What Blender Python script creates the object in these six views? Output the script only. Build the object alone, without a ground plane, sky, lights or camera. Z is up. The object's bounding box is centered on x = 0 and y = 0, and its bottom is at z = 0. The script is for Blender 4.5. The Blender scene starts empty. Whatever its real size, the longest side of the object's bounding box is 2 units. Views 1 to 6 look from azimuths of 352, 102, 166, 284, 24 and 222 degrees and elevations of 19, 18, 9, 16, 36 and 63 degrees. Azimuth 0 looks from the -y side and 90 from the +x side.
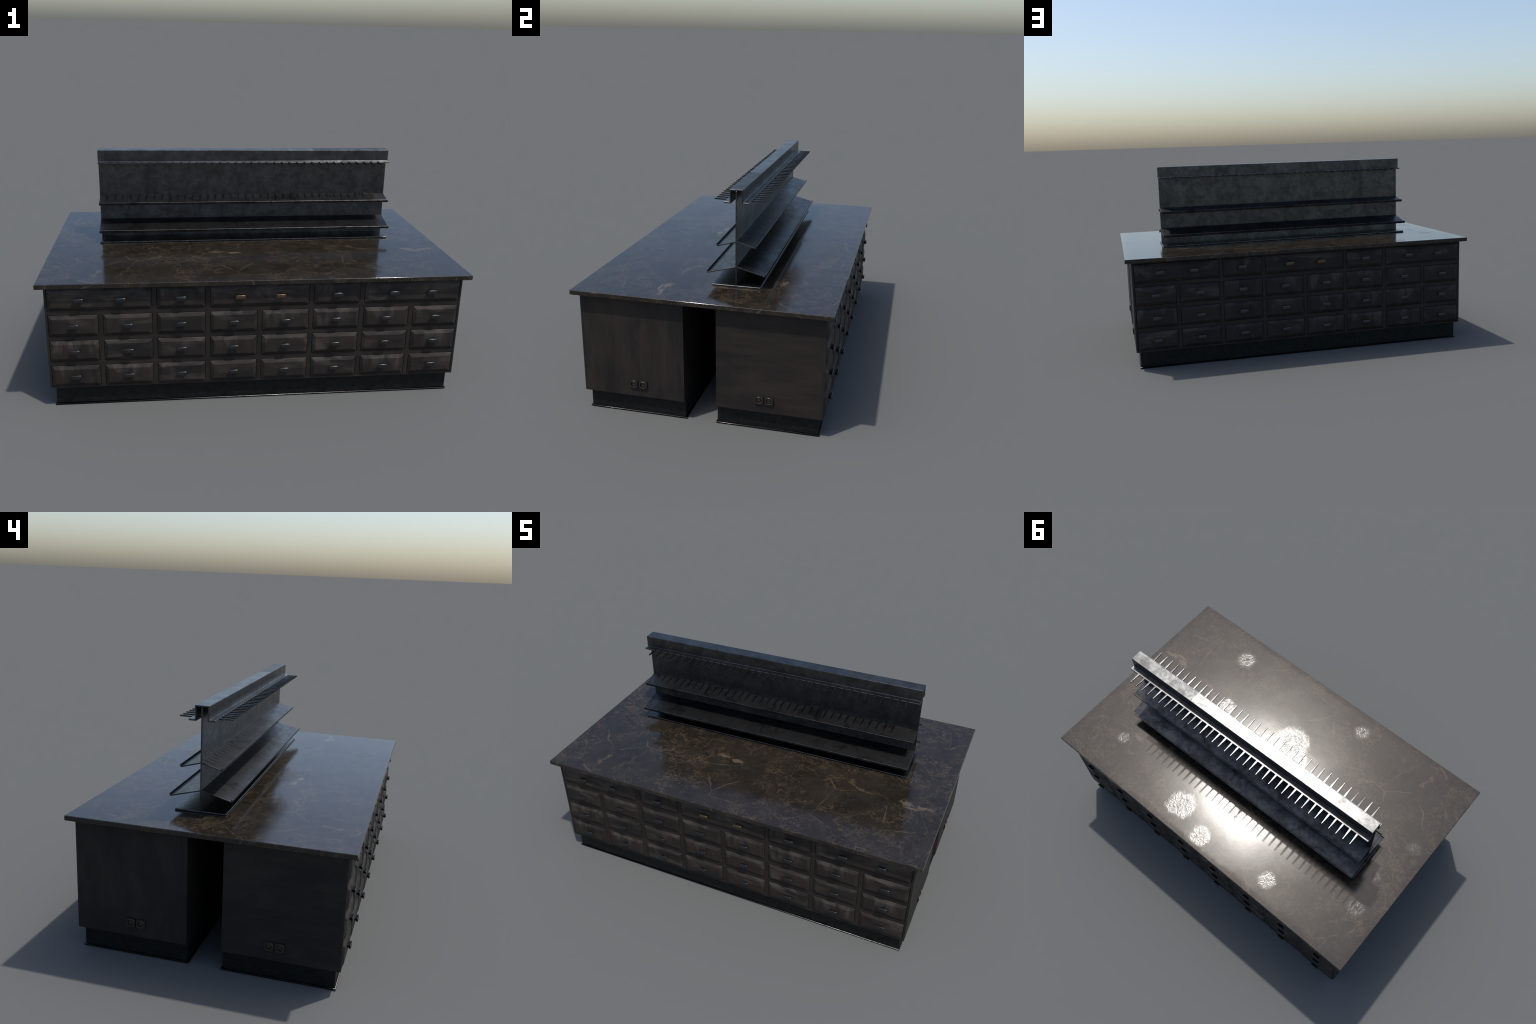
"""Apothecary-style island: stone slab on two drawer cabinets, steel peg rack on top."""
import bpy, bmesh, math, random
from mathutils import Vector, Matrix

random.seed(7)
COL = bpy.context.scene.collection


# ------------------------------------------------------------------ helpers
def add(name, mesh, parent=None, loc=(0, 0, 0), rot=(0, 0, 0)):
    o = bpy.data.objects.new(name, mesh)
    COL.objects.link(o)
    o.parent = parent
    o.location = loc
    o.rotation_euler = rot
    if mesh.get('weighted'):                 # keep broad faces flat beside their small chamfers
        m = o.modifiers.new('flat_faces', 'WEIGHTED_NORMAL')
        m.mode, m.weight, m.keep_sharp = 'FACE_AREA', 100, True
    return o


def finish(bm, name, mat, smooth=None):
    bmesh.ops.recalc_face_normals(bm, faces=bm.faces)
    me = bpy.data.meshes.new(name)
    bm.to_mesh(me)
    bm.free()
    for m in (mat if isinstance(mat, (list, tuple)) else [mat]):
        me.materials.append(m)
    if smooth is not None:
        for p in me.polygons:
            p.use_smooth = True
        me.set_sharp_from_angle(angle=math.radians(smooth))
        if smooth == 35:
            me['weighted'] = True
    return me


def bevel(bm, width, segments=2, angle=30):
    edges = [e for e in bm.edges if len(e.link_faces) == 2
             and e.calc_face_angle(0) > math.radians(angle)]
    bmesh.ops.bevel(bm, geom=edges, offset=width, segments=segments,
                    profile=0.5, affect='EDGES', clamp_overlap=True)


def box_into(bm, lo, hi):
    r = bmesh.ops.create_cube(bm, size=1.0)
    c = [(lo[i] + hi[i]) / 2 for i in range(3)]
    s = [hi[i] - lo[i] for i in range(3)]
    for v in r['verts']:
        v.co = Vector([c[i] + v.co[i] * s[i] for i in range(3)])


def box(name, lo, hi, mat, bev=0.0, seg=2):
    bm = bmesh.new()
    box_into(bm, lo, hi)
    bmesh.ops.recalc_face_normals(bm, faces=bm.faces)
    if bev:
        bevel(bm, bev, seg)
    return finish(bm, name, mat, 35)


def extrude_profile(name, pts, half, mat, bev=0.0, seg=2):
    """Closed profile of (y, z) points swept along x from -half to +half."""
    bm = bmesh.new()
    f = bm.faces.new([bm.verts.new((-half, y, z)) for y, z in pts])
    r = bmesh.ops.extrude_face_region(bm, geom=[f])
    for g in r['geom']:
        if isinstance(g, bmesh.types.BMVert):
            g.co.x = half
    bmesh.ops.recalc_face_normals(bm, faces=bm.faces)
    if bev:
        bevel(bm, bev, seg)
    return finish(bm, name, mat, 35)


# ------------------------------------------------------------------ node kit
class Kit:
    def __init__(self, name):
        self.m = bpy.data.materials.new(name)
        self.m.use_nodes = True
        self.t = self.m.node_tree
        self.b = self.t.nodes['Principled BSDF']
        self.co = self.t.nodes.new('ShaderNodeTexCoord').outputs['Object']

    def n(self, kind, **kw):
        nd = self.t.nodes.new('ShaderNode' + kind)
        for k, v in kw.items():
            setattr(nd, k, v)
        return nd

    def put(self, sock, v):
        if v is None:
            return
        if isinstance(v, bpy.types.NodeSocket):
            self.t.links.new(v, sock)
        elif isinstance(v, (tuple, list)) and len(v) == 3 and sock.type == 'RGBA':
            sock.default_value = (*v, 1)
        else:
            sock.default_value = v

    def math(self, op, a, b=None, clamp=False):
        nd = self.n('Math', operation=op, use_clamp=clamp)
        self.put(nd.inputs[0], a)
        self.put(nd.inputs[1], b)
        return nd.outputs[0]

    def vec(self, op, a, b=None, scale=None):
        nd = self.n('VectorMath', operation=op)
        self.put(nd.inputs[0], a)
        self.put(nd.inputs[1], b)
        if scale is not None:
            self.put(nd.inputs['Scale'], scale)
        return nd.outputs['Value'] if op in ('LENGTH', 'DISTANCE') else nd.outputs[0]

    def scaled(self, v, s, offset=(0, 0, 0), rot=(0, 0, 0)):
        nd = self.n('Mapping')
        self.put(nd.inputs['Vector'], v)
        nd.inputs['Scale'].default_value = s
        nd.inputs['Location'].default_value = offset
        nd.inputs['Rotation'].default_value = rot
        return nd.outputs[0]

    def noise(self, v, scale, detail=4, rough=0.55, distort=0.0, w=None, color=False):
        nd = self.n('TexNoise')
        if w is not None:
            nd.noise_dimensions = '4D'
            self.put(nd.inputs['W'], w)
        self.put(nd.inputs['Vector'], v)
        nd.inputs['Scale'].default_value = scale
        nd.inputs['Detail'].default_value = detail
        nd.inputs['Roughness'].default_value = rough
        nd.inputs['Distortion'].default_value = distort
        return nd.outputs['Color' if color else 'Fac']

    def voronoi(self, v, scale, feature='F1', out='Distance', rnd=1.0):
        nd = self.n('TexVoronoi', feature=feature)
        self.put(nd.inputs['Vector'], v)
        nd.inputs['Scale'].default_value = scale
        nd.inputs['Randomness'].default_value = rnd
        return nd.outputs[out]

    def step(self, v, lo, hi, a=0.0, b=1.0):
        nd = self.n('MapRange', interpolation_type='SMOOTHSTEP')
        self.put(nd.inputs['Value'], v)
        nd.inputs['From Min'].default_value = lo
        nd.inputs['From Max'].default_value = hi
        nd.inputs['To Min'].default_value = a
        nd.inputs['To Max'].default_value = b
        return nd.outputs[0]

    def mix(self, f, a, b):
        nd = self.n('Mix', data_type='RGBA')
        self.put(nd.inputs['Factor'], f)
        self.put(nd.inputs['A'], a) if False else self.put(nd.inputs[6], a)
        self.put(nd.inputs[7], b)
        return nd.outputs[2]

    def bump(self, h, strength, dist, normal=None):
        nd = self.n('Bump')
        self.put(nd.inputs['Height'], h)
        self.put(nd.inputs['Strength'], strength)
        nd.inputs['Distance'].default_value = dist
        if normal is not None:
            self.put(nd.inputs['Normal'], normal)
        return nd.outputs[0]

    def sep(self, v):
        nd = self.n('SeparateXYZ')
        self.put(nd.inputs[0], v)
        return nd.outputs

    def set(self, **kw):
        for k, v in kw.items():
            self.put(self.b.inputs[k.replace('_', ' ')], v)
        return self.m


# ------------------------------------------------------------------ materials
def wood(name, axis, worn=0.0, dark=1.0):
    """Dark stained timber; axis = grain direction. worn adds pale scuffs."""
    k = Kit(name)
    rnd = k.n('ObjectInfo').outputs['Random']
    w = k.math('MULTIPLY', rnd, 37.0)
    st = [26.0, 26.0, 26.0]
    st['xyz'.index(axis)] = 1.6
    fine = k.noise(k.scaled(k.co, st), 5.0, 5, 0.6, 0.3, w)
    st2 = [9.0, 9.0, 9.0]
    st2['xyz'.index(axis)] = 2.2
    band = k.noise(k.scaled(k.co, st2), 1.6, 4, 0.55, 0.4, w)
    cloud = k.noise(k.co, 4.5, 3, 0.5, 0.2, w)
    c = k.mix(k.step(band, 0.3, 0.72), tuple(x * dark for x in (0.0112, 0.0096, 0.0084)),
              tuple(x * dark for x in (0.0262, 0.0200, 0.0158)))
    c = k.mix(k.step(cloud, 0.52, 0.68, 0.0, 0.62), c, (0.0088, 0.0085, 0.0083))
    c = k.mix(k.step(fine, 0.50, 0.75, 0.0, 0.35), c, (0.029, 0.0225, 0.0185))
    c = k.mix(k.step(fine, 0.50, 0.28, 0.0, 0.45), c, (0.0068, 0.0060, 0.0056))
    if worn:
        st3 = [8.0, 8.0, 8.0]
        st3['xyz'.index(axis)] = 3.2
        scuff = k.noise(k.scaled(k.co, st3), 2.1, 4, 0.6, 0.5, k.math('ADD', w, 11.0))
        up = k.step(k.sep(k.co)[2], -0.045, 0.04, -0.07, 0.05)
        s = k.step(k.math('ADD', scuff, up), 0.49, 0.66, 0.0, worn)
        s = k.math('MULTIPLY', s, k.step(fine, 0.3, 0.6, 0.55, 1.0))
        c = k.mix(s, c, (0.068, 0.057, 0.048))
    h = k.math('ADD', k.math('MULTIPLY', fine, 0.6), band)
    return k.set(Base_Color=c, Roughness=k.step(cloud, 0.3, 0.7, 0.56, 0.66),
                 Specular_IOR_Level=0.28, Normal=k.bump(h, 0.35, 0.0012))


def steel(name, base=(0.083, 0.085, 0.086), rough=0.295, seam=False, blotch=0.0):
    """Blackened cloudy steel plate."""
    k = Kit(name)
    a = k.noise(k.co, 13.0, 5, 0.58, 0.3)
    b = k.noise(k.co, 45.0, 4, 0.6, 0.2)
    cl = k.math('ADD', k.math('MULTIPLY', a, 0.6), k.math('MULTIPLY', b, 0.4))
    c = k.mix(k.step(cl, 0.36, 0.66), tuple(x * 0.68 for x in base), tuple(x * 1.42 for x in base))
    spots = k.step(k.noise(k.co, 21.0, 5, 0.7, 0.8), 0.66, 0.74, 0.0, 0.7)
    c = k.mix(spots, c, tuple(x * 0.5 for x in base))
    if blotch:
        st = k.step(k.noise(k.co, 11.0, 5, 0.68, 0.7), 0.50, 0.66, 0.0, 0.8)
        c = k.mix(st, c, tuple(x * 0.35 for x in base))
    r = k.step(cl, 0.34, 0.68, rough + 0.04, rough - 0.04)
    if seam:
        x, _, z = k.sep(k.co)
        top = k.step(z, 1.0855, 1.0862)
        far = k.step(x, 0.3525, 0.3535)
        r = k.math('ADD', r, k.math('MULTIPLY', k.math('MULTIPLY', top, far), 0.145))
    bump = k.bump(k.noise(k.co, 120.0, 3, 0.6), 0.10, 0.0006)
    bump = k.bump(a, 0.12, 0.003, bump)
    return k.set(Base_Color=c, Metallic=0.96, Roughness=r, Normal=bump)


def stone(name):
    """Polished dark-brown marble with tan veining, dull edges, scuffed discs."""
    k = Kit(name)
    co = k.co
    half = (0.5, 0.5, 0.5)
    warp = k.vec('SUBTRACT', k.noise(co, 5.0, 3, 0.5, color=True), half)
    warp2 = k.vec('SUBTRACT', k.noise(co, 24.0, 4, 0.65, color=True), half)
    p = k.vec('ADD', k.vec('ADD', co, k.vec('SCALE', warp, scale=0.05)), k.vec('SCALE', warp2, scale=0.027))
    body = k.noise(p, 9.0, 5, 0.6)
    c = k.mix(k.step(body, 0.30, 0.70), (0.0118, 0.0097, 0.0075), (0.0205, 0.0168, 0.0128))
    speck = k.noise(p, 90.0, 3, 0.6)
    c = k.mix(k.step(speck, 0.52, 0.78, 0.0, 0.5), c, (0.036, 0.029, 0.022))

    def ridge(v, scale, width, detail=6, rough=0.6, distort=0.6, level=0.5):
        """1 on a thin level line of turbulent noise, 0 elsewhere."""
        q = k.noise(v, scale, detail, rough, distort)
        return k.math('SUBTRACT', 1.0, k.math('DIVIDE', k.math('ABSOLUTE', k.math('SUBTRACT', q, level)), width), True)

    zone = k.noise(co, 4.2, 3, 0.55, 0.5)
    busy = k.step(zone, 0.37, 0.60, 0.24, 1.0)
    lines = k.math('MAXIMUM', ridge(p, 8.0, 0.016, 6, 0.62, 0.5), ridge(k.scaled(p, (1, 1, 1), (7.7, 2.2, 0)), 12.0, 0.016, 6, 0.62, 0.5))
    lines = k.math('MULTIPLY', lines, k.step(k.noise(p, 15.0, 3), 0.43, 0.54))
    hair = k.math('MULTIPLY', ridge(k.scaled(p, (1, 1, 1), (3.1, 1.7, 0)), 17.0, 0.030, 5, 0.62, 0.5),
                  k.step(k.noise(p, 23.0, 3), 0.47, 0.58))
    dash = None                                   # broken slivers lying in three directions
    for ang, sc, off in ((0.45, 15.0, 0.0), (1.45, 19.0, 4.0), (2.55, 17.0, 9.0), (0.95, 26.0, 13.0)):
        q = k.noise(k.scaled(p, (1.0, 3.4, 1.0), (off, off, 0), (0, 0, ang)), sc, 4, 0.6, 0.3)
        q = k.step(q, 0.63, 0.70)
        dash = q if dash is None else k.math('MAXIMUM', dash, q)
    haze = k.step(k.noise(p, 26.0, 7, 0.72, 0.4), 0.50, 0.66)
    haze = k.math('MULTIPLY', haze, k.step(k.noise(p, 8.0, 4), 0.46, 0.60, 0.08, 1.0))
    fine = k.math('MAXIMUM', k.math('MAXIMUM', k.math('MULTIPLY', lines, 0.9), k.math('MULTIPLY', hair, 0.75)),
                  k.math('MAXIMUM', k.math('MULTIPLY', dash, 0.5), k.math('MULTIPLY', haze, 0.46)))
    fine = k.math('MULTIPLY', fine, busy)
    fine = k.math('MULTIPLY', fine, k.step(k.noise(co, 60.0, 3), 0.30, 0.55, 0.45, 1.0))
    # long straight-ish cracks
    pl = k.vec('ADD', k.vec('ADD', co, k.vec('SCALE', warp, scale=0.07)), k.vec('SCALE', warp2, scale=0.020))
    e1 = k.voronoi(pl, 3.6, 'DISTANCE_TO_EDGE')
    width = k.step(k.noise(co, 13.0, 3), 0.35, 0.7, 0.004, 0.020)
    long_v = k.math('SUBTRACT', 1.0, k.math('DIVIDE', e1, width), True)
    long_v = k.math('MULTIPLY', long_v, k.step(k.noise(co, 8.0, 3), 0.42, 0.54))
    v = k.math('MAXIMUM', k.math('MULTIPLY', long_v, 0.85), fine)
    c = k.mix(k.math('MULTIPLY', v, 0.95), c, k.mix(k.noise(co, 8.0, 2), (0.058, 0.041, 0.024), (0.090, 0.066, 0.043)))
    # a few ragged tan inclusions
    rag = k.math('MULTIPLY', k.math('SUBTRACT', k.noise(k.scaled(p, (1.0, 1.8, 1.0), rot=(0, 0, 0.3)), 34.0, 6, 0.68, 0.8), 0.5), 4.2)
    for bx, by, rx, ry in ((-0.176, -0.199, 0.036, 0.022), (0.815, -0.192, 0.040, 0.022), (0.668, 0.335, 0.042, 0.024),
                           (-0.090, -0.212, 0.050, 0.018), (0.905, -0.198, 0.058, 0.018), (0.850, -0.225, 0.040, 0.012)):
        d = k.vec('LENGTH', k.vec('MULTIPLY', k.vec('SUBTRACT', p, (bx, by, 0.6180)), (1 / rx, 1 / ry, 0.0)))
        d = k.math('ADD', d, rag)
        c = k.mix(k.step(d, 0.85, 0.55, 0.0, 0.85), c, (0.092, 0.069, 0.049))
    # dull border
    x, y, z = k.sep(co)
    ed = k.math('MINIMUM', k.math('SUBTRACT', 1.0, k.math('ABSOLUTE', x)),
                k.math('SUBTRACT', 0.6126, k.math('ABSOLUTE', y)))
    ed = k.math('ADD', ed, k.math('MULTIPLY', k.math('SUBTRACT', k.noise(co, 12.0, 5, 0.65), 0.5), 0.05))
    border = k.step(ed, 0.040, 0.006)
    rough = k.math('SUBTRACT', k.step(k.noise(co, 6.0, 4), 0.3, 0.7, 0.122, 0.136), k.math('MULTIPLY', border, 0.055))
    # scuffed discs left by wet pots
    mask = None
    for px, py, pr, amt in ((0.190, 0.473, 0.080, 1.0), (-0.072, 0.323, 0.054, 0.9), (-0.012, 0.541, 0.058, 0.9),
                            (-0.436, 0.497, 0.050, 0.7), (0.538, -0.460, 0.062, 0.8), (-0.030, -0.195, 0.104, 1.0),
                            (-0.118, -0.135, 0.055, 0.9), (-0.291, -0.505, 0.050, 0.7), (0.727, 0.386, 0.042, 0.7),
                            (0.421, -0.149, 0.048, 0.8), (-0.910, -0.123, 0.048, 0.55), (-0.849, 0.124, 0.030, 0.5),
                            (-0.871, 0.317, 0.052, 0.6)):
        d = k.vec('LENGTH', k.vec('MULTIPLY', k.vec('SUBTRACT', co, (px, py, 0.6180)), (1 / pr, 1 / pr, 0.0)))
        d = k.math('ADD', d, k.math('MULTIPLY', k.math('SUBTRACT', k.noise(co, 22.0, 4, 0.65), 0.5), 0.9))
        s = k.step(d, 1.15, 0.40, 0.0, amt)
        s = k.math('MULTIPLY', s, k.step(d, 0.10, 0.15, 0.3, 1.0))
        mask = s if mask is None else k.math('MAXIMUM', mask, s)
    cr = k.voronoi(k.vec('ADD', co, k.vec('SCALE', warp2, scale=0.06)), 36.0, 'DISTANCE_TO_EDGE')
    hgt = k.math('ADD', k.math('MULTIPLY', k.step(cr, 0.0, 0.14), 0.45), k.math('MULTIPLY', k.noise(co, 27.0, 3, 0.5, 2.0), 1.5))
    rough = k.math('ADD', rough, k.math('MULTIPLY', mask, 0.13))
    nrm = k.bump(hgt, k.math('MULTIPLY', mask, 0.24), 0.0018)
    nrm = k.bump(k.noise(co, 26.0, 3), 0.03, 0.0015, nrm)
    return k.set(Base_Color=c, Roughness=rough, Specular_IOR_Level=0.5, Normal=nrm)


def plain(name, base, metal, rough, grain=0.0, spec=0.5, vary=0.3):
    k = Kit(name)
    a = k.noise(k.co, 60.0, 5, 0.65, 0.4)
    lo, hi = 1 - vary, 1 + vary
    c = k.mix(k.step(a, 0.35, 0.65), tuple(x * lo for x in base), tuple(x * hi for x in base))
    nrm = k.bump(k.noise(k.co, 260.0, 3, 0.7), grain, 0.0012) if grain else None
    return k.set(Base_Color=c, Metallic=metal, Roughness=k.step(a, 0.3, 0.7, rough + 0.06, rough - 0.06),
                 Specular_IOR_Level=spec, Normal=nrm)


M_STONE = stone('dark_marble')
M_WOOD_Y = wood('stained_timber_horizontal', 'y')
M_WOOD_X = wood('stained_timber_rail', 'x')
M_WOOD_Z = wood('stained_timber_upright', 'z')
M_DRAW_X = wood('worn_timber_horizontal', 'x', worn=0.62)
M_DRAW_Z = wood('worn_timber_upright', 'z', worn=0.62)
M_STEEL = steel('blackened_steel')
M_SHELF = steel('blackened_steel_shelf', (0.070, 0.071, 0.071), rough=0.36, blotch=1.0)
M_CAP = steel('blackened_steel_cap', seam=True)
M_PEG = plain('peg_steel', (0.088, 0.090, 0.094), 0.95, 0.27, vary=0.25)
M_PLINTH = plain('plinth_black_metal', (0.0060, 0.0070, 0.0069), 0.0, 0.50, grain=0.8, spec=0.22, vary=0.45)
M_TRIM = plain('trim_steel', (0.034, 0.034, 0.034), 1.0, 0.2)
M_IRON = plain('dark_iron', (0.064, 0.068, 0.072), 0.9, 0.28, vary=0.10)
M_BRASS = plain('aged_brass', (0.112, 0.074, 0.041), 0.7, 0.36)
M_SOCKET = plain('socket_bakelite', (0.0085, 0.0095, 0.0105), 0.0, 0.42, vary=0.15)
M_RING = plain('socket_brass', (0.118, 0.080, 0.050), 0.7, 0.38)

# ------------------------------------------------------------------ dimensions
TOP_Z, SLAB = 0.6184, 0.0226
CAB_X, CAB_OUT, CAB_IN = 0.9668, 0.5796, 0.0776
CAB_BOT, CAB_TOP = 0.0950, TOP_Z - SLAB
FRAME_T = 0.0125
PITCH_X, PITCH_Z = 0.24153, 0.12570
DRAW_W, DRAW_H = 0.2180, 0.1012
GAP = 0.0015
ROW_Z = [0.1562 + PITCH_Z * i for i in range(4)]
COL_X = [PITCH_X * (i - 3.5) for i in range(8)]

root = bpy.data.objects.new('kitchen_island', None)
COL.objects.link(root)
root['label'] = 'dark marble topped drawer island with steel peg rack'
root['category'] = 'kitchen island'

# ------------------------------------------------------------------ slab
slab = box('countertop', (-1.0, -0.6126, TOP_Z - SLAB), (1.0, 0.6126, TOP_Z), M_STONE, 0.0030, 3)
add('countertop', slab, root)


# ------------------------------------------------------------------ drawers and frame
def openings():
    """(x centre, z centre, width, kind) of every drawer of one side."""
    out = []
    for r in range(3):
        for x in COL_X:
            out.append((x, ROW_Z[r], DRAW_W, 'single'))
    wide = DRAW_W + PITCH_X
    z = ROW_Z[3]
    out += [((COL_X[0] + COL_X[1]) / 2, z, wide, 'wide'), (COL_X[2], z, DRAW_W, 'single'),
            ((COL_X[3] + COL_X[4]) / 2, z, wide, 'brass'), (COL_X[5], z, DRAW_W, 'single'),
            ((COL_X[6] + COL_X[7]) / 2, z, wide, 'wide')]
    return out


def frame_mesh():
    ops = openings()
    hw = lambda w: w / 2 + GAP
    xs = sorted({round(v, 5) for x, _, w, _ in ops for v in (x - hw(w), x + hw(w))} | {-CAB_X, CAB_X})
    zs = sorted({round(v, 5) for _, z, _, _ in ops for v in (z - hw(DRAW_H), z + hw(DRAW_H))} | {CAB_BOT, CAB_TOP})
    bm = bmesh.new()
    grid = {(i, j): bm.verts.new((x, 0, z)) for i, x in enumerate(xs) for j, z in enumerate(zs)}
    for i in range(len(xs) - 1):
        for j in range(len(zs) - 1):
            cx, cz = (xs[i] + xs[i + 1]) / 2, (zs[j] + zs[j + 1]) / 2
            if any(abs(cx - x) < hw(w) and abs(cz - z) < hw(DRAW_H) for x, z, w, _ in ops):
                continue
            f = bm.faces.new([grid[i, j], grid[i + 1, j], grid[i + 1, j + 1], grid[i, j + 1]])
            f.material_index = 0 if (xs[i + 1] - xs[i]) > 0.05 or zs[j + 1] - zs[j] < 0.04 else 1
    bmesh.ops.delete(bm, geom=[v for v in bm.verts if not v.link_faces], context='VERTS')
    r = bmesh.ops.extrude_face_region(bm, geom=list(bm.faces))
    for g in r['geom']:
        if isinstance(g, bmesh.types.BMVert):
            g.co.y = FRAME_T
    bmesh.ops.recalc_face_normals(bm, faces=bm.faces)
    front = [e for e in bm.edges if all(abs(v.co.y) < 1e-6 for v in e.verts) and e.calc_face_angle(0) > 0.5]
    bmesh.ops.bevel(bm, geom=front, offset=0.0009, segments=1, affect='EDGES')
    return finish(bm, 'face_frame', [M_WOOD_X, M_WOOD_Z], 35)


def carcass_mesh():
    """Cabinet box; one end is grained upright, the other level."""
    bm = bmesh.new()
    box_into(bm, (-CAB_X, CAB_IN, CAB_BOT), (CAB_X, CAB_OUT - FRAME_T, CAB_TOP))
    bmesh.ops.recalc_face_normals(bm, faces=bm.faces)
    for f in bm.faces:
        f.material_index = 1 if f.normal.x > 0.9 else 0
    return finish(bm, 'cabinet', [M_WOOD_Z, M_WOOD_Y])


def drawer_mesh(w, mat):
    """Raised-field front: back y>0, frame plane y=0, field at y=-0.008."""
    bm = bmesh.new()
    rings = []
    for inset, y in ((0.0, 0.0100), (0.0, 0.0006), (0.0010, -0.0006), (0.0160, -0.0078)):
        a, b = w / 2 - inset, DRAW_H / 2 - inset
        rings.append([bm.verts.new((sx * a, y, sz * b)) for sx, sz in ((-1, -1), (1, -1), (1, 1), (-1, 1))])
    for r0, r1 in zip(rings, rings[1:]):
        for i in range(4):
            bm.faces.new([r0[i], r0[(i + 1) % 4], r1[(i + 1) % 4], r1[i]])
    bm.faces.new(rings[-1])
    bm.faces.new(rings[0][::-1])
    return finish(bm, 'drawer', mat)


def handle_mesh(mat):
    """Flared pull: slim neck swelling to a bowed rounded-rectangle head."""
    prof = ((-0.001, 0.0172, 0.0062), (0.0030, 0.0174, 0.0060), (0.0062, 0.0190, 0.0067), (0.0092, 0.0220, 0.0081),
            (0.0118, 0.0250, 0.0096), (0.0134, 0.0263, 0.0103), (0.0144, 0.0266, 0.0105), (0.0155, 0.0262, 0.0101),
            (0.0162, 0.0248, 0.0090), (0.0167, 0.0180, 0.0058), (0.0169, 0.0080, 0.0020))
    bm, n, rings = bmesh.new(), 40, []
    for d, a, b in prof:
        ring = []
        for i in range(n):
            t = 2 * math.pi * i / n
            c, s = math.cos(t), math.sin(t)
            e = 2 / 6.5
            x = 0.91 * a * math.copysign(abs(c) ** e, c)
            z = b * math.copysign(abs(s) ** e, s)
            head = max(0.0, min(1.0, (d - 0.004) / 0.009))
            z *= 1 - 0.12 * head * (x / 0.0266) ** 2
            ring.append(bm.verts.new((x, -(d - 0.0026 * head * (x / 0.0266) ** 2), z)))
        rings.append(ring)
    for r0, r1 in zip(rings, rings[1:]):
        for i in range(n):
            bm.faces.new([r0[i], r0[(i + 1) % n], r1[(i + 1) % n], r1[i]])
    bm.faces.new(rings[-1])
    bm.faces.new(rings[0][::-1])
    return finish(bm, 'drawer_handle', mat, 60)


WIDE = DRAW_W + PITCH_X
DRAWER = {('single', 'x'): drawer_mesh(DRAW_W, M_DRAW_X), ('single', 'z'): drawer_mesh(DRAW_W, M_DRAW_Z),
          ('wide', 'x'): drawer_mesh(WIDE, M_DRAW_X)}
HANDLE, HANDLE_BRASS = handle_mesh(M_IRON), handle_mesh(M_BRASS)
FRAME = frame_mesh()


def prism(bm, x, y0, y1, z0, z1):
    box_into(bm, (-x, y0, z0), (x, y1, z1))


def trim_mesh():
    """Chamfered steel strip round the foot of one plinth (frame with open middle)."""
    bm = bmesh.new()
    X, Y0, Y1 = 0.9455, 0.0785, 0.5580
    rings = []
    for out, z in ((-0.004, 0.0), (0.0062, 0.0), (0.0062, 0.0042), (0.0050, 0.0054), (0.0004, 0.0070), (-0.004, 0.0070)):
        rings.append([bm.verts.new(p) for p in ((-X - out, Y0 - out, z), (X + out, Y0 - out, z),
                                                (X + out, Y1 + out, z), (-X - out, Y1 + out, z))])
    for a, b in zip(rings, rings[1:] + rings[:1]):
        for i in range(4):
            bm.faces.new([a[i], a[(i + 1) % 4], b[(i + 1) % 4], b[i]])
    return finish(bm, 'plinth_trim', M_TRIM, 30)


TRIM = trim_mesh()
CARCASS = carcass_mesh()
for side in (0, 1):                              # front cabinet, then back cabinet
    turn = (0, 0, math.pi * (1 - side))          # built facing +y, turned round for the front one
    spin = Matrix.Rotation(turn[2], 4, 'Z')
    cab = add('cabinet', CARCASS, root, rot=turn)
    add('face_frame', FRAME, cab, (0, CAB_OUT, 0), (0, 0, math.pi))
    add('plinth', box('plinth', (-0.9455, 0.0785, 0.0006), (0.9455, 0.5580, CAB_BOT), M_PLINTH, 0.0008, 1), cab)
    add('plinth_trim', TRIM, cab)
    for x, z, w, kind in openings():
        g = 'x' if kind != 'single' else random.choice('xz')
        facing = (0, 0, 0) if side == 0 else (0, 0, math.pi)
        sgn = -1 if side == 0 else 1
        dm = DRAWER['single' if kind == 'single' else 'wide', g]
        px = x if side == 0 else -x
        dr = add('drawer', dm, root, (px, sgn * CAB_OUT, z), facing)
        for hx in ((0,) if kind == 'single' else (-0.0927, 0.0927)):
            add('drawer_handle', HANDLE_BRASS if kind == 'brass' else HANDLE, dr,
                (hx, -0.0078, 0.0004), (0, random.uniform(-0.015, 0.015), 0))


# ------------------------------------------------------------------ power sockets
def revolve(bm, prof, n=40):
    """Closed (radius, x) section swept round the x axis."""
    rings = [[bm.verts.new((x, r * math.cos(2 * math.pi * i / n), r * math.sin(2 * math.pi * i / n))) for r, x in prof]
             for i in range(n)]
    m = len(prof)
    for i in range(n):
        a, b = rings[i], rings[(i + 1) % n]
        for j in range(m):
            bm.faces.new([a[j], a[(j + 1) % m], b[(j + 1) % m], b[j]])


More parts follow.
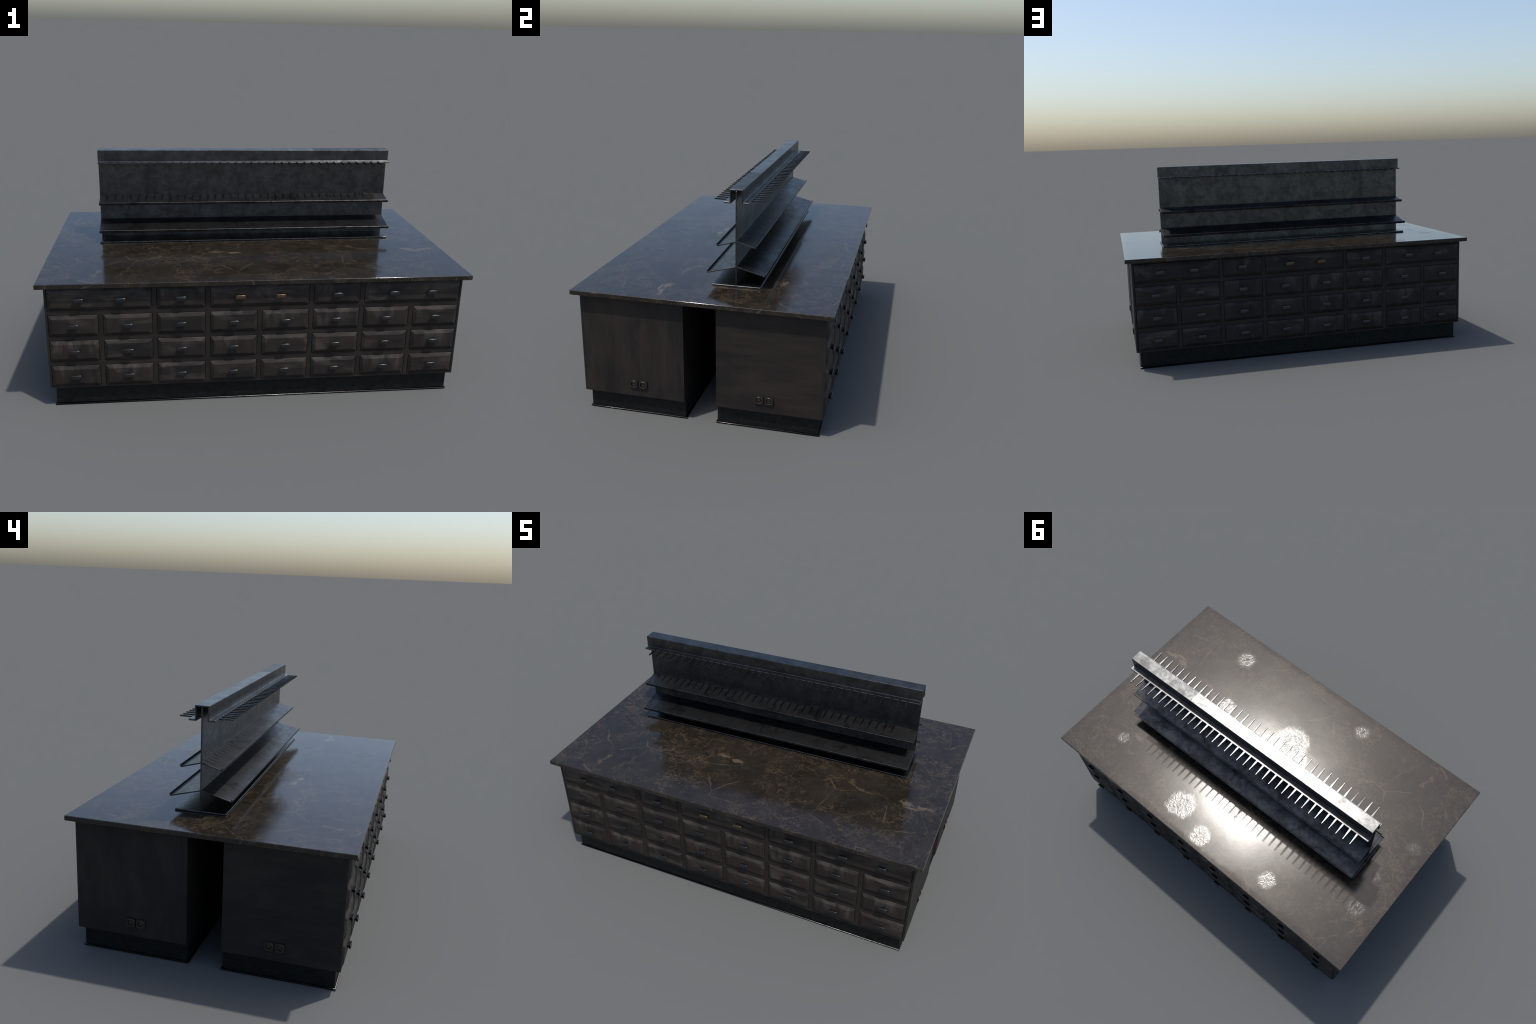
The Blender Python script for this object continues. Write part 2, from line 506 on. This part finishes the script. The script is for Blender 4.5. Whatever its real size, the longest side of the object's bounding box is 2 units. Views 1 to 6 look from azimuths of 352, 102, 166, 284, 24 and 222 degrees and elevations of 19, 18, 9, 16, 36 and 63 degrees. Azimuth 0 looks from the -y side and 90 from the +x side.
def socket_plate():
    """Square plate with a round well."""
    bm = bmesh.new()
    n, hs, t, rw, dep = 48, 0.0206, 0.0062, 0.0150, 0.0008
    outer, top, well, floor = [], [], [], []
    for i in range(n):
        a = 2 * math.pi * (i + 0.5) / n
        c, s = math.cos(a), math.sin(a)
        q = hs / max(abs(c), abs(s))
        q = min(q, hs * 1.385)
        outer.append(bm.verts.new((0, q * c, q * s)))
        top.append(bm.verts.new((t, q * c * 0.975, q * s * 0.975)))
        well.append(bm.verts.new((t, rw * c, rw * s)))
        floor.append(bm.verts.new((dep, rw * c, rw * s)))
    for i in range(n):
        j = (i + 1) % n
        bm.faces.new([outer[i], outer[j], top[j], top[i]])
        bm.faces.new([top[i], top[j], well[j], well[i]])
        bm.faces.new([well[i], well[j], floor[j], floor[i]])
    bm.faces.new(floor)
    bm.faces.new(outer[::-1])
    return finish(bm, 'power_socket', M_SOCKET, 30)


def socket_ring():
    """Brass rim, hub ring and three spokes sitting in the well."""
    bm = bmesh.new()
    revolve(bm, ((0.0148, 0.0058), (0.0152, 0.0072), (0.0166, 0.0076), (0.0174, 0.0068), (0.0175, 0.0058)))
    revolve(bm, ((0.0046, 0.0010), (0.0046, 0.0030), (0.0058, 0.0036), (0.0070, 0.0030), (0.0070, 0.0010)))
    for k in range(3):
        a = math.pi / 2 + k * 2 * math.pi / 3
        r = bmesh.ops.create_cube(bm, size=1.0)
        for v in r['verts']:
            p = Vector((0.0018 + v.co.x * 0.0016, 0.0108 + v.co.y * 0.0080, v.co.z * 0.0018))
            y, z = p.y * math.cos(a) - p.z * math.sin(a), p.y * math.sin(a) + p.z * math.cos(a)
            v.co = Vector((p.x, y, z))
    return finish(bm, 'socket_ring', M_RING, 40)


PLATE, RING = socket_plate(), socket_ring()
for sx in (1, -1):
    for y in (-0.3280, -0.2815, 0.2825, 0.3290):
        pl = add('power_socket', PLATE, root, (sx * CAB_X, y, 0.1592), (0, 0, 0 if sx > 0 else math.pi))
        add('socket_ring', RING, pl, rot=(random.uniform(-0.15, 0.15), 0, 0))

# ------------------------------------------------------------------ steel rack
HALF, WEB = 0.7668, 0.0034
RACK_ROT, RACK_Y = math.radians(0.87), 0.1057
CAP_TOP, T = 1.0870, 0.0072
web = box('rack', (-HALF + 0.0005, -WEB, TOP_Z + 0.0080), (HALF - 0.0005, WEB, CAP_TOP - T), M_STEEL, 0.0006, 1)
rack = add('rack', web, root, (0, RACK_Y, 0), (0, 0, RACK_ROT))

w, lip, lb, lt = 0.0321, 0.0587, 1.0200, 1.0280
cap = extrude_profile('rack_cap', [(-lip, lb), (-w + T, lb), (-w + T, CAP_TOP - T), (w - T, CAP_TOP - T), (w - T, lb), (lip, lb),
                                   (lip, lt), (w, lt), (w, CAP_TOP), (-w, CAP_TOP), (-w, lt), (-lip, lt)],
                      HALF, M_CAP, 0.0025, 3)
add('rack_cap', cap, rack)
base = box('rack_base', (-HALF, -0.1160, TOP_Z), (HALF, 0.1160, TOP_Z + 0.0085), M_STEEL, 0.0026, 3)
add('rack_base', base, rack)


def shelf_mesh(reach, z_in, z_out, t, up):
    """Sloping plate (y from web to reach) with an upturned outer edge square to it."""
    y0 = WEB - 0.0025                             # let into the web
    s = Vector((reach - y0, z_out - z_in)).normalized()
    n = Vector((-s.y, s.x))                       # up, square to the plate
    a, b = Vector((y0, z_in)), Vector((reach, z_out))
    pts = [a, b, b + n * (t + up), b + n * (t + up) - s * t, b + n * t - s * t, a + n * t]
    return extrude_profile('shelf', [tuple(p) for p in pts], HALF - 0.0002, M_SHELF, 0.0019, 3)


upper = shelf_mesh(0.0920, 0.8378, 0.8126, 0.0060, 0.0090)
lower = shelf_mesh(0.1390, 0.7152, 0.6787, 0.0060, 0.0092)
for me in (upper, lower):
    add('shelf', me, rack)
    add('shelf', me, rack, rot=(0, 0, math.pi))

# flat blade pegs, broad at the lip and narrow at the tip
bm = bmesh.new()
box_into(bm, (-1, 0, 0), (1, 1, 0.0074))
for v in bm.verts:
    v.co.x *= 0.0054 if v.co.y < 0.5 else 0.0020
    v.co.y = -0.0034 if v.co.y < 0.5 else 0.0598
bmesh.ops.recalc_face_normals(bm, faces=bm.faces)
bevel(bm, 0.0009, 2)
PEG = finish(bm, 'peg', M_PEG, 35)
for s in (1, -1):
    for i in range(36):
        x = (i - 17.5) * 0.04033
        add('peg', PEG, rack, (x, s * lip, 1.0209),
            (random.uniform(-0.012, 0.012), random.uniform(-0.06, 0.06), (0 if s > 0 else math.pi) + random.uniform(-0.02, 0.02)))
